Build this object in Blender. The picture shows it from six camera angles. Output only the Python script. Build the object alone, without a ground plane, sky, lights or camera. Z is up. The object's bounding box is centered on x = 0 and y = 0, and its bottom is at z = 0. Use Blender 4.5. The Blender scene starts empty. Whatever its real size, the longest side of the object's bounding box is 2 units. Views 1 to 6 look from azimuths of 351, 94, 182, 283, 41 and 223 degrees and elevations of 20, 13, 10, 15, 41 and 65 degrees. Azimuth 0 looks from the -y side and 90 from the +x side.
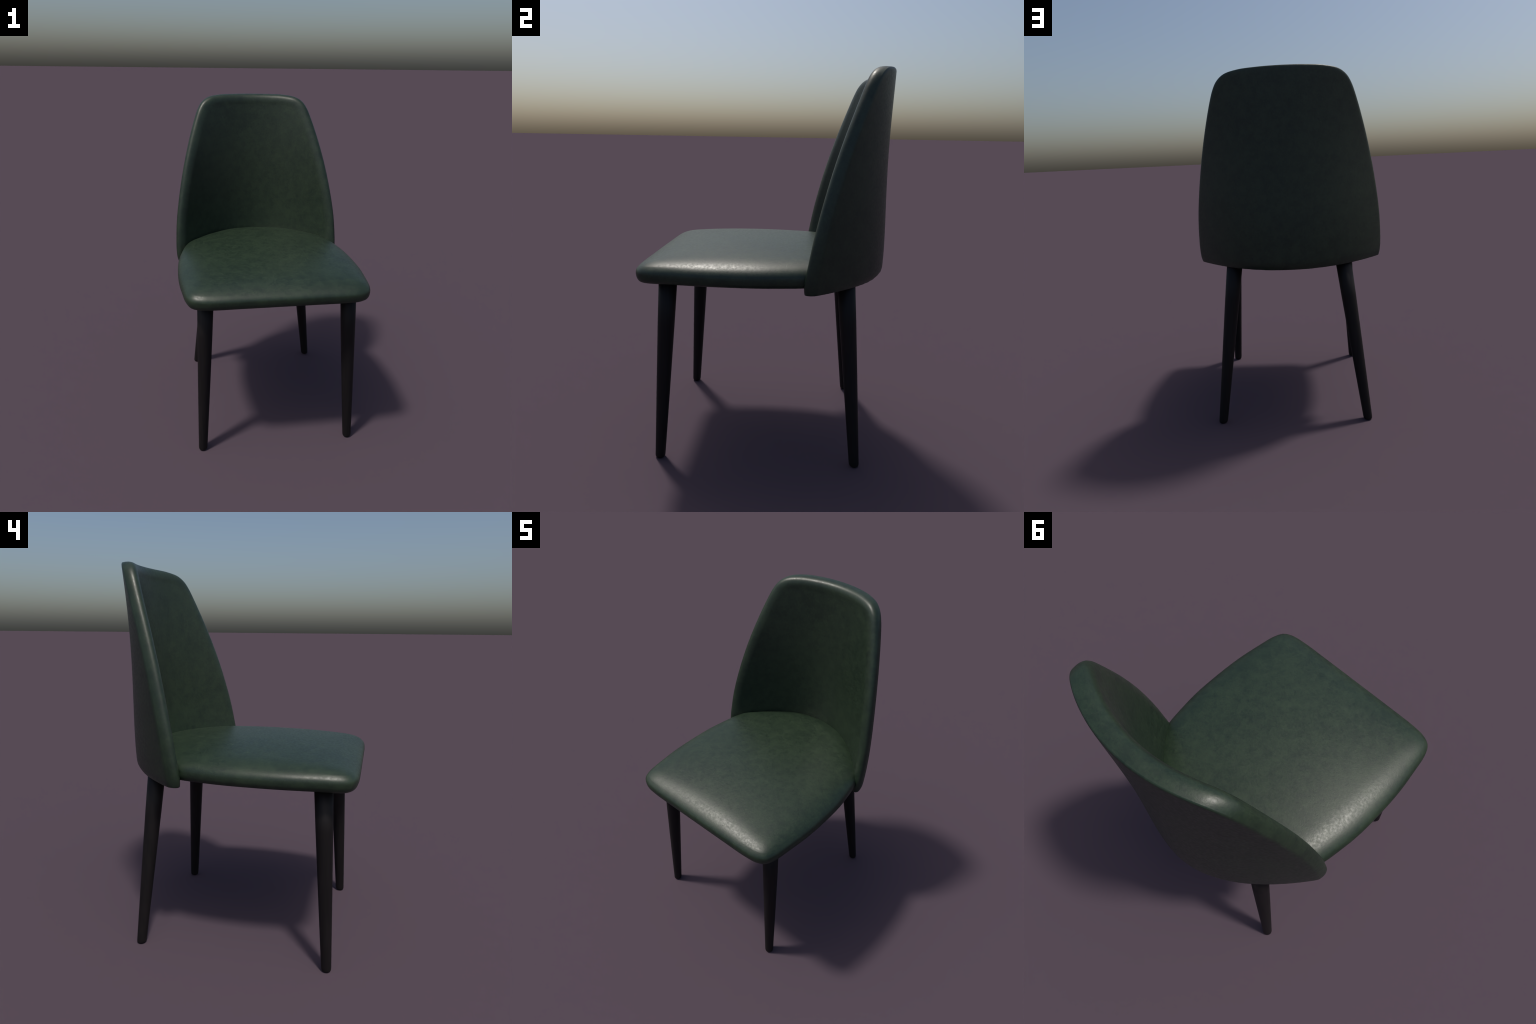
"""Upholstered dining chair: padded green leather seat, wrap-around leather
backrest with a rolled rim and a fitted rear panel, four tapered black legs."""
import bpy, bmesh, math
import numpy as np

# ------------------------------------------------------------------ helpers
def spline(knots, samples, closed=False):
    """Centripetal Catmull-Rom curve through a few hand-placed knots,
    resampled to equal arc length."""
    P = np.array(knots, float)
    if closed:
        P = np.vstack([P[-1], P, P[0], P[1]])
    else:
        P = np.vstack([2 * P[0] - P[1], P, 2 * P[-1] - P[-2]])
    out = []
    for i in range(1, len(P) - 2):
        p0, p1, p2, p3 = P[i - 1:i + 3]
        t0 = 0.0
        t1 = t0 + np.linalg.norm(p1 - p0) ** 0.5
        t2 = t1 + np.linalg.norm(p2 - p1) ** 0.5
        t3 = t2 + np.linalg.norm(p3 - p2) ** 0.5
        for t in np.linspace(t1, t2, 40, endpoint=False):
            a1 = (t1 - t) / (t1 - t0) * p0 + (t - t0) / (t1 - t0) * p1
            a2 = (t2 - t) / (t2 - t1) * p1 + (t - t1) / (t2 - t1) * p2
            a3 = (t3 - t) / (t3 - t2) * p2 + (t - t2) / (t3 - t2) * p3
            b1 = (t2 - t) / (t2 - t0) * a1 + (t - t0) / (t2 - t0) * a2
            b2 = (t3 - t) / (t3 - t1) * a2 + (t - t1) / (t3 - t1) * a3
            out.append((t2 - t) / (t2 - t1) * b1 + (t - t1) / (t2 - t1) * b2)
    out.append(P[-2])
    out = np.array(out)
    s = np.concatenate([[0], np.cumsum(np.linalg.norm(np.diff(out, axis=0), axis=1))])
    w = np.linspace(0, s[-1], samples + 1 if closed else samples)
    if closed:
        w = w[:-1]
    return np.stack([np.interp(w, s, out[:, k]) for k in range(P.shape[1])], 1)


def mirror_outline(half, samples):
    """Half outline from the front/bottom centre to the back/top centre, on the
    +x side -> closed symmetric loop."""
    h = spline(half, samples)
    h[0, 0] = h[-1, 0] = 0.0
    left = h[1:-1][::-1] * [-1, 1]
    return np.vstack([h, left])


def outward(loop):
    """Unit outward normals of a counter-clockwise closed 2D loop."""
    t = np.roll(loop, -1, 0) - np.roll(loop, 1, 0)
    n = np.stack([t[:, 1], -t[:, 0]], 1)
    return n / np.linalg.norm(n, axis=1)[:, None]


def shrink(ring, cen, r, rx=.40, ry=.48):
    """Concentric ring that also grows rounder toward the middle."""
    d = ring - cen
    a = np.arctan2(d[:, 1] / ry, d[:, 0] / rx)
    round_ = np.column_stack([rx * np.cos(a), ry * np.sin(a)])
    m = 1 - r
    return cen + r * (d * (1 - m) + round_ * m)


def rings_mesh(name, rings, cap_first=None, cap_last=None, flip=False):
    """Skin a list of equally long closed rings; optional pole points."""
    n = len(rings[0])
    verts = [tuple(v) for r in rings for v in r]
    faces = []
    for a in range(len(rings) - 1):
        for i in range(n):
            j = (i + 1) % n
            faces.append((a * n + i, a * n + j, (a + 1) * n + j, (a + 1) * n + i))
    if cap_first is not None:
        verts.append(tuple(cap_first)); c = len(verts) - 1
        faces += [(c, (i + 1) % n, i) for i in range(n)]
    if cap_last is not None:
        verts.append(tuple(cap_last)); c = len(verts) - 1
        b = (len(rings) - 1) * n
        faces += [(b + i, b + (i + 1) % n, c) for i in range(n)]
    if flip:
        faces = [f[::-1] for f in faces]
    me = bpy.data.meshes.new(name)
    me.from_pydata(verts, [], faces)
    me.update()
    me.polygons.foreach_set("use_smooth", [True] * len(me.polygons))
    return me


def add(name, mesh, parent=None, material=None):
    ob = bpy.data.objects.new(name, mesh)
    bpy.context.scene.collection.objects.link(ob)
    if parent is not None:
        ob.parent = parent
    if material is not None:
        ob.data.materials.append(material)
    return ob


# ---------------------------------------------------------------- materials
def new_material(name):
    m = bpy.data.materials.new(name)
    m.use_nodes = True
    nt = m.node_tree
    return m, nt, nt.nodes["Principled BSDF"]


def node(nt, kind, **values):
    n = nt.nodes.new(kind)
    for k, v in values.items():
        if k in n.inputs:
            n.inputs[k].default_value = v
        else:
            setattr(n, k, v)
    return n


def leather():
    m, nt, bsdf = new_material("green_leather")
    L = nt.links.new
    co = node(nt, "ShaderNodeTexCoord")
    obj = co.outputs["Object"]
    # cloudy, hand-rubbed mottling of the dye with a fibrous edge
    warp = node(nt, "ShaderNodeTexNoise", Scale=60.0, Detail=3.0, Roughness=0.6)
    L(obj, warp.inputs["Vector"])
    shift = node(nt, "ShaderNodeMix", data_type="VECTOR")
    shift.inputs[0].default_value = 0.035
    L(obj, shift.inputs[4]); L(warp.outputs["Color"], shift.inputs[5])
    cloud = node(nt, "ShaderNodeTexNoise", Scale=21.0, Detail=9.0, Roughness=0.74, Distortion=0.1)
    broad = node(nt, "ShaderNodeTexNoise", Scale=3.2, Detail=3.0, Roughness=0.5)
    fibre = node(nt, "ShaderNodeTexNoise", Scale=140.0, Detail=4.0, Roughness=0.65, Distortion=1.0)
    L(shift.outputs[1], cloud.inputs["Vector"])
    L(obj, broad.inputs["Vector"])
    L(obj, fibre.inputs["Vector"])
    mix1 = node(nt, "ShaderNodeMix", data_type="FLOAT"); mix1.inputs[0].default_value = 0.25
    L(cloud.outputs["Fac"], mix1.inputs[2]); L(broad.outputs["Fac"], mix1.inputs[3])
    mix2 = node(nt, "ShaderNodeMix", data_type="FLOAT"); mix2.inputs[0].default_value = 0.34
    L(mix1.outputs[0], mix2.inputs[2]); L(fibre.outputs["Fac"], mix2.inputs[3])
    ramp = node(nt, "ShaderNodeValToRGB")
    e = ramp.color_ramp.elements
    e[0].position = 0.42; e[0].color = DARK
    e[1].position = 0.58; e[1].color = LIGHT
    L(mix2.outputs[0], ramp.inputs["Fac"])
    L(ramp.outputs["Color"], bsdf.inputs["Base Color"])
    # worn sheen: broken up at the size of the grain
    scuff = node(nt, "ShaderNodeTexNoise", Scale=75.0, Detail=3.0, Roughness=0.6)
    L(obj, scuff.inputs["Vector"])
    rr = node(nt, "ShaderNodeMapRange")
    rr.inputs["From Min"].default_value = 0.35; rr.inputs["From Max"].default_value = 0.65
    rr.inputs["To Min"].default_value = ROUGH[0]; rr.inputs["To Max"].default_value = ROUGH[1]
    L(scuff.outputs["Fac"], rr.inputs["Value"])
    L(rr.outputs["Result"], bsdf.inputs["Roughness"])
    # fine grain and soft wandering creases
    soft = node(nt, "ShaderNodeTexNoise", Scale=58.0, Detail=4.0, Roughness=0.6, Distortion=0.8)
    L(obj, soft.inputs["Vector"])
    b1 = node(nt, "ShaderNodeBump", Strength=0.10, Distance=0.003)
    b2 = node(nt, "ShaderNodeBump", Strength=0.06, Distance=0.005)
    L(fibre.outputs["Fac"], b1.inputs["Height"])
    L(soft.outputs["Fac"], b2.inputs["Height"]); L(b1.outputs["Normal"], b2.inputs["Normal"])
    L(b2.outputs["Normal"], bsdf.inputs["Normal"])
    bsdf.inputs["Specular IOR Level"].default_value = 0.5
    return m


def black_wood():
    m, nt, bsdf = new_material("black_stained_wood")
    L = nt.links.new
    co = node(nt, "ShaderNodeTexCoord")
    mp = node(nt, "ShaderNodeMapping")
    mp.inputs["Scale"].default_value = (90, 90, 2.5)
    L(co.outputs["Object"], mp.inputs["Vector"])
    n1 = node(nt, "ShaderNodeTexNoise", Scale=1.0, Detail=4.0, Roughness=0.6)
    L(mp.outputs["Vector"], n1.inputs["Vector"])
    ramp = node(nt, "ShaderNodeValToRGB")
    e = ramp.color_ramp.elements
    e[0].position = 0.3; e[0].color = (0.0055, 0.0048, 0.005, 1)
    e[1].position = 0.7; e[1].color = (0.0100, 0.0082, 0.0085, 1)
    L(n1.outputs["Fac"], ramp.inputs["Fac"])
    L(ramp.outputs["Color"], bsdf.inputs["Base Color"])
    b = node(nt, "ShaderNodeBump", Strength=0.08, Distance=0.002)
    L(n1.outputs["Fac"], b.inputs["Height"]); L(b.outputs["Normal"], bsdf.inputs["Normal"])
    bsdf.inputs["Roughness"].default_value = 0.55
    bsdf.inputs["Specular IOR Level"].default_value = 0.25
    return m


DARK = (0.0098, 0.0205, 0.0120, 1)
LIGHT = (0.0218, 0.0382, 0.0204, 1)
ROUGH = (0.37, 0.48)
GREEN = leather()
WOOD = black_wood()

# --------------------------------------------------------------------- root
chair = bpy.data.objects.new("dining_chair", None)
bpy.context.scene.collection.objects.link(chair)
chair["label"] = "dark green leather dining chair with curved back and black legs"
chair["category"] = "chair"

# --------------------------------------------------------------------- seat
# plan outline (x, y), front centre -> rear centre
seat_half = [(0, -.632), (.20, -.632), (.37, -.630), (.445, -.620), (.491, -.594), (.514, -.545),
             (.532, -.43), (.546, -.30), (.550, -.15), (.545, 0), (.529, .12), (.512, .21),
             (.488, .285), (.43, .352), (.33, .448), (.18, .550), (0, .585)]
# underside edge (inset from outline, height); above the widest line the roll is a superellipse
seat_edge = [(.065, .957), (.034, .961), (.014, .969), (.003, .983), (0, .999)]
SEAT_WIDEST, ROLL_WIDTH, ROLL_POWER = .999, .165, 2.8
SEAT_ROLL, SEAT_DOME = 1.060, .058

def seat_dome(x, y):
    """Soft stuffing: full in the middle, easing down to the sides, the front and a little to the rear."""
    px = 1 - np.minimum(np.abs(x) / .57, 1) ** 2.2
    py = 1 - np.exp(-np.maximum(y + .640, 0) / .25)
    rear = 1 - .75 * np.clip((y + .28) / .83, 0, 1) ** 2
    front = .016 * np.exp(-np.maximum(y + .632, 0) / .15)
    return SEAT_DOME * px * py * rear - front

def build_seat():
    loop = mirror_outline(seat_half, 120)
    nrm = outward(loop)
    # inward direction eased round the corners, so that the roll never pinches
    w = np.exp(-.5 * (np.arange(-24, 25) / 9.) ** 2); w /= w.sum()
    ease = sum(k * np.roll(nrm, j, 0) for j, k in zip(range(-24, 25), w))
    rings = []
    u = np.linspace(0, 1, 34)[1:] ** 2
    roll = [(ROLL_WIDTH * t, SEAT_WIDEST + (SEAT_ROLL - SEAT_WIDEST) * (1 - (1 - t) ** ROLL_POWER) ** (1 / ROLL_POWER))
            for t in u]
    for d, z in list(spline(seat_edge, 14)) + roll:
        m = min(d / .03, 1.)
        xy = loop - (nrm * (1 - m) + ease * m) * d
        top = np.clip((z - SEAT_WIDEST) / (SEAT_ROLL - SEAT_WIDEST), 0, 1)
        sag = .008 * (1 - top) * np.exp(-(xy[:, 1] + .632) / .10) * np.clip((SEAT_WIDEST - z) / .03, 0, 1)
        rings.append(np.column_stack([xy, z + top * seat_dome(*xy.T) - sag]))
    inner = rings[-1][:, :2]
    cen = np.array([0, -.07])
    for r in np.linspace(1, 0, 40)[1:-1]:
        xy = shrink(inner, cen, r, .36, .38)
        rings.append(np.column_stack([xy, SEAT_ROLL + seat_dome(*xy.T)]))
    me = rings_mesh("seat", rings, cap_first=(0, -.07, .957),
                    cap_last=(0, -.07, SEAT_ROLL + seat_dome(0., -.07)))
    ob = add("seat", me, chair, GREEN)
    ob.location.x = .004
    ob.scale.x = 1.001
    return ob

seat = build_seat()

# ----------------------------------------------------------------- backrest
# front-view outline (x, z) of the shell, bottom centre -> top centre
# (the lower part is drawn long and then trimmed level at BACK_FLOOR)
back_half = [(0, .70), (.20, .715), (.38, .765), (.48, .84), (.526, .932), (.536, .965), (.540, 1.01), (.539, 1.08),
             (.529, 1.22), (.496, 1.43), (.449, 1.64), (.393, 1.83), (.362, 1.91), (.337, 1.947),
             (.297, 1.974), (.225, 1.988), (.12, 1.992), (0, 1.993)]
BACK_FLOOR = .939
# how strongly the shell wraps forward, and its padded depth, by height
def eased(z, heights, values, degree):
    """Smooth low-order curve through a few (height, value) pairs."""
    c = np.polyfit(np.array(heights) - 1.45, values, degree)
    return np.polyval(c, np.asarray(z) - 1.45)
def wrap(z):
    return eased(z, [.94, 1.0, 1.2, 1.4, 1.67, 1.89, 1.97],
                 [1.26, 1.235, 1.15, 1.08, 1.00, .86, .81], 3)
def spine(z):
    """Rear centre line: a very gentle S, hollow at mid height."""
    return eased(z, [.92, .97, 1.1, 1.24, 1.4, 1.55, 1.7, 1.82, 1.95, 2.0],
                 [.627, .630, .632, .631, .626, .623, .625, .629, .633, .634], 4)
def padding(z):
    return eased(z, [.94, 1.4, 1.7, 2.0], [.090, .087, .081, .076], 2)

def y_outer(x, z):
    tuck = np.clip((.985 - z) / .051, 0, 1)          # lower edge rounds under
    round_under = .028 * tuck ** 2.6 * (1 - .6 * np.minimum(np.abs(x) / .53, 1) ** 2)
    return spine(z) - wrap(z) * x * x - round_under
def y_inner(x, z):
    slope = 2 * wrap(z) * x                          # nearly constant thickness across the wrap
    return spine(z) - wrap(z) * x * x - padding(z) * (1 + slope ** 2) ** .28

def build_backrest():
    loop = mirror_outline(back_half, 170)
    nrm = outward(loop)
    loop = loop + nrm * .0050
    x, z = loop.T
    cen = np.array([0, 1.40])
    n = len(loop)
    row = lambda p, y: np.column_stack([p[:, 0], y, p[:, 1]])
    # rear panel, from its middle out to the seam beside the rim
    rings = []
    edge = [(.014, 0), (.008, -.0005), (.0035, -.0018), (.001, -.0040)]
    base = loop - nrm * edge[0][0]
    for r in np.linspace(0, 1, 46)[1:-1]:
        p = shrink(base, cen, r)
        rings.append(row(p, y_outer(*p.T)))
    for d, lift in edge:
        p = loop - nrm * d
        rings.append(row(p, y_outer(*p.T) + lift))
    panel_rows = len(rings)
    # rim roll: quartic Bezier section from the rear seam over the edge to the front pad
    inset, bulge = .068, .016
    I, K = loop - nrm * inset, loop - nrm * inset * .58
    yc, yi, yk = y_outer(x, z) - .0065, y_inner(*I.T), y_inner(*K.T)
    for t in np.linspace(0, 1, 24):
        B = [(1 - t) ** 4, 4 * t * (1 - t) ** 3, 6 * t * t * (1 - t) ** 2, 4 * t ** 3 * (1 - t), t ** 4]
        off = (.42 * B[1] + .25 * B[2]) * bulge - (.58 * B[3] + B[4]) * inset
        y2 = yk - .009
        y1 = yc - .46 * (yc - y2)
        rings.append(row(loop + nrm * off, B[0] * yc + B[1] * y1 + B[2] * y2 + B[3] * yk + B[4] * yi))
    # front pad, in to its middle
    for r in np.linspace(1, 0, 50)[1:-1]:
        p = shrink(I, cen, r)
        rings.append(row(p, y_inner(*p.T)))
    me = rings_mesh("backrest", rings, cap_first=(0, y_outer(0., cen[1]), cen[1]),
                    cap_last=(0, y_inner(0., cen[1]), cen[1]))
    bm = bmesh.new()
    bm.from_mesh(me)
    tag = bm.faces.layers.int.new("rear")
    first_cap = (len(rings) - 1) * n
    for i, f in enumerate(bm.faces):
        f[tag] = 1 if (i < panel_rows * n or first_cap <= i < first_cap + n) else 0
    # trim the underside level and close it
    cut = bmesh.ops.bisect_plane(bm, geom=bm.verts[:] + bm.edges[:] + bm.faces[:], dist=1e-6,
                                 plane_co=(0, 0, BACK_FLOOR), plane_no=(0, 0, 1), clear_inner=True)
    rim_edges = [e for e in cut["geom_cut"] if isinstance(e, bmesh.types.BMEdge)]
    bmesh.ops.split_edges(bm, edges=rim_edges)
    open_edges = [e for e in bm.edges if e.is_boundary]
    fill = bmesh.ops.triangle_fill(bm, edges=open_edges, use_beauty=True, normal=(0, 0, -1))
    for g in fill["geom"]:
        if isinstance(g, bmesh.types.BMFace):
            g.smooth = False
    front, rear = bm, bm.copy()
    def keep(b, value):
        layer = b.faces.layers.int["rear"]
        bmesh.ops.delete(b, geom=[f for f in b.faces if f[layer] != value], context="FACES")
    keep(front, 0); keep(rear, 1)
    front.to_mesh(me)
    panel = bpy.data.meshes.new("back_panel")
    rear.to_mesh(panel)
    front.free(); rear.free()
    back = add("backrest", me, chair, GREEN)
    back.location.x = -.004
    add("back_panel", panel, back, GREEN)
    return back

backrest = build_backrest()

# --------------------------------------------------------------------- legs
# (distance along the leg 0 = floor, radius)
leg_profile = [(0.0, .0), (0.0, .019), (.004, .0235), (.010, .0255), (.020, .0262), (.25, .0315), (.5, .0372),
               (.75, .0425), (1.0, .0462)]

def leg_mesh(foot, top):
    """Round tapered leg in the frame of its foot, splayed toward `top`."""
    n = 40
    a = np.linspace(0, 2 * math.pi, n, endpoint=False)
    axis = np.array(top) - np.array(foot)
    rings = []
    for t, r in leg_profile[1:]:
        c = axis * t
        rings.append(np.column_stack([c[0] + r * np.cos(a), c[1] + r * np.sin(a), np.full(n, c[2])]))
    return rings_mesh("leg", rings, cap_first=(0, 0, 0), cap_last=tuple(axis))

TOP = 0.985
front_leg = leg_mesh((.449, -.523, 0), (.409, -.466, TOP))
rear_leg = leg_mesh((.431, .495, 0), (.309, .413, TOP))
# the front pair stands a centimetre toward +x
for me, fx, fy, shift in ((front_leg, .449, -.523, .010), (rear_leg, .431, .495, .001)):
    me.materials.append(WOOD)
    for side in (1, -1):
        leg = add("leg", me, chair)
        leg.location = (side * fx + shift, fy, 0)
        leg.scale = (side, 1, 1)
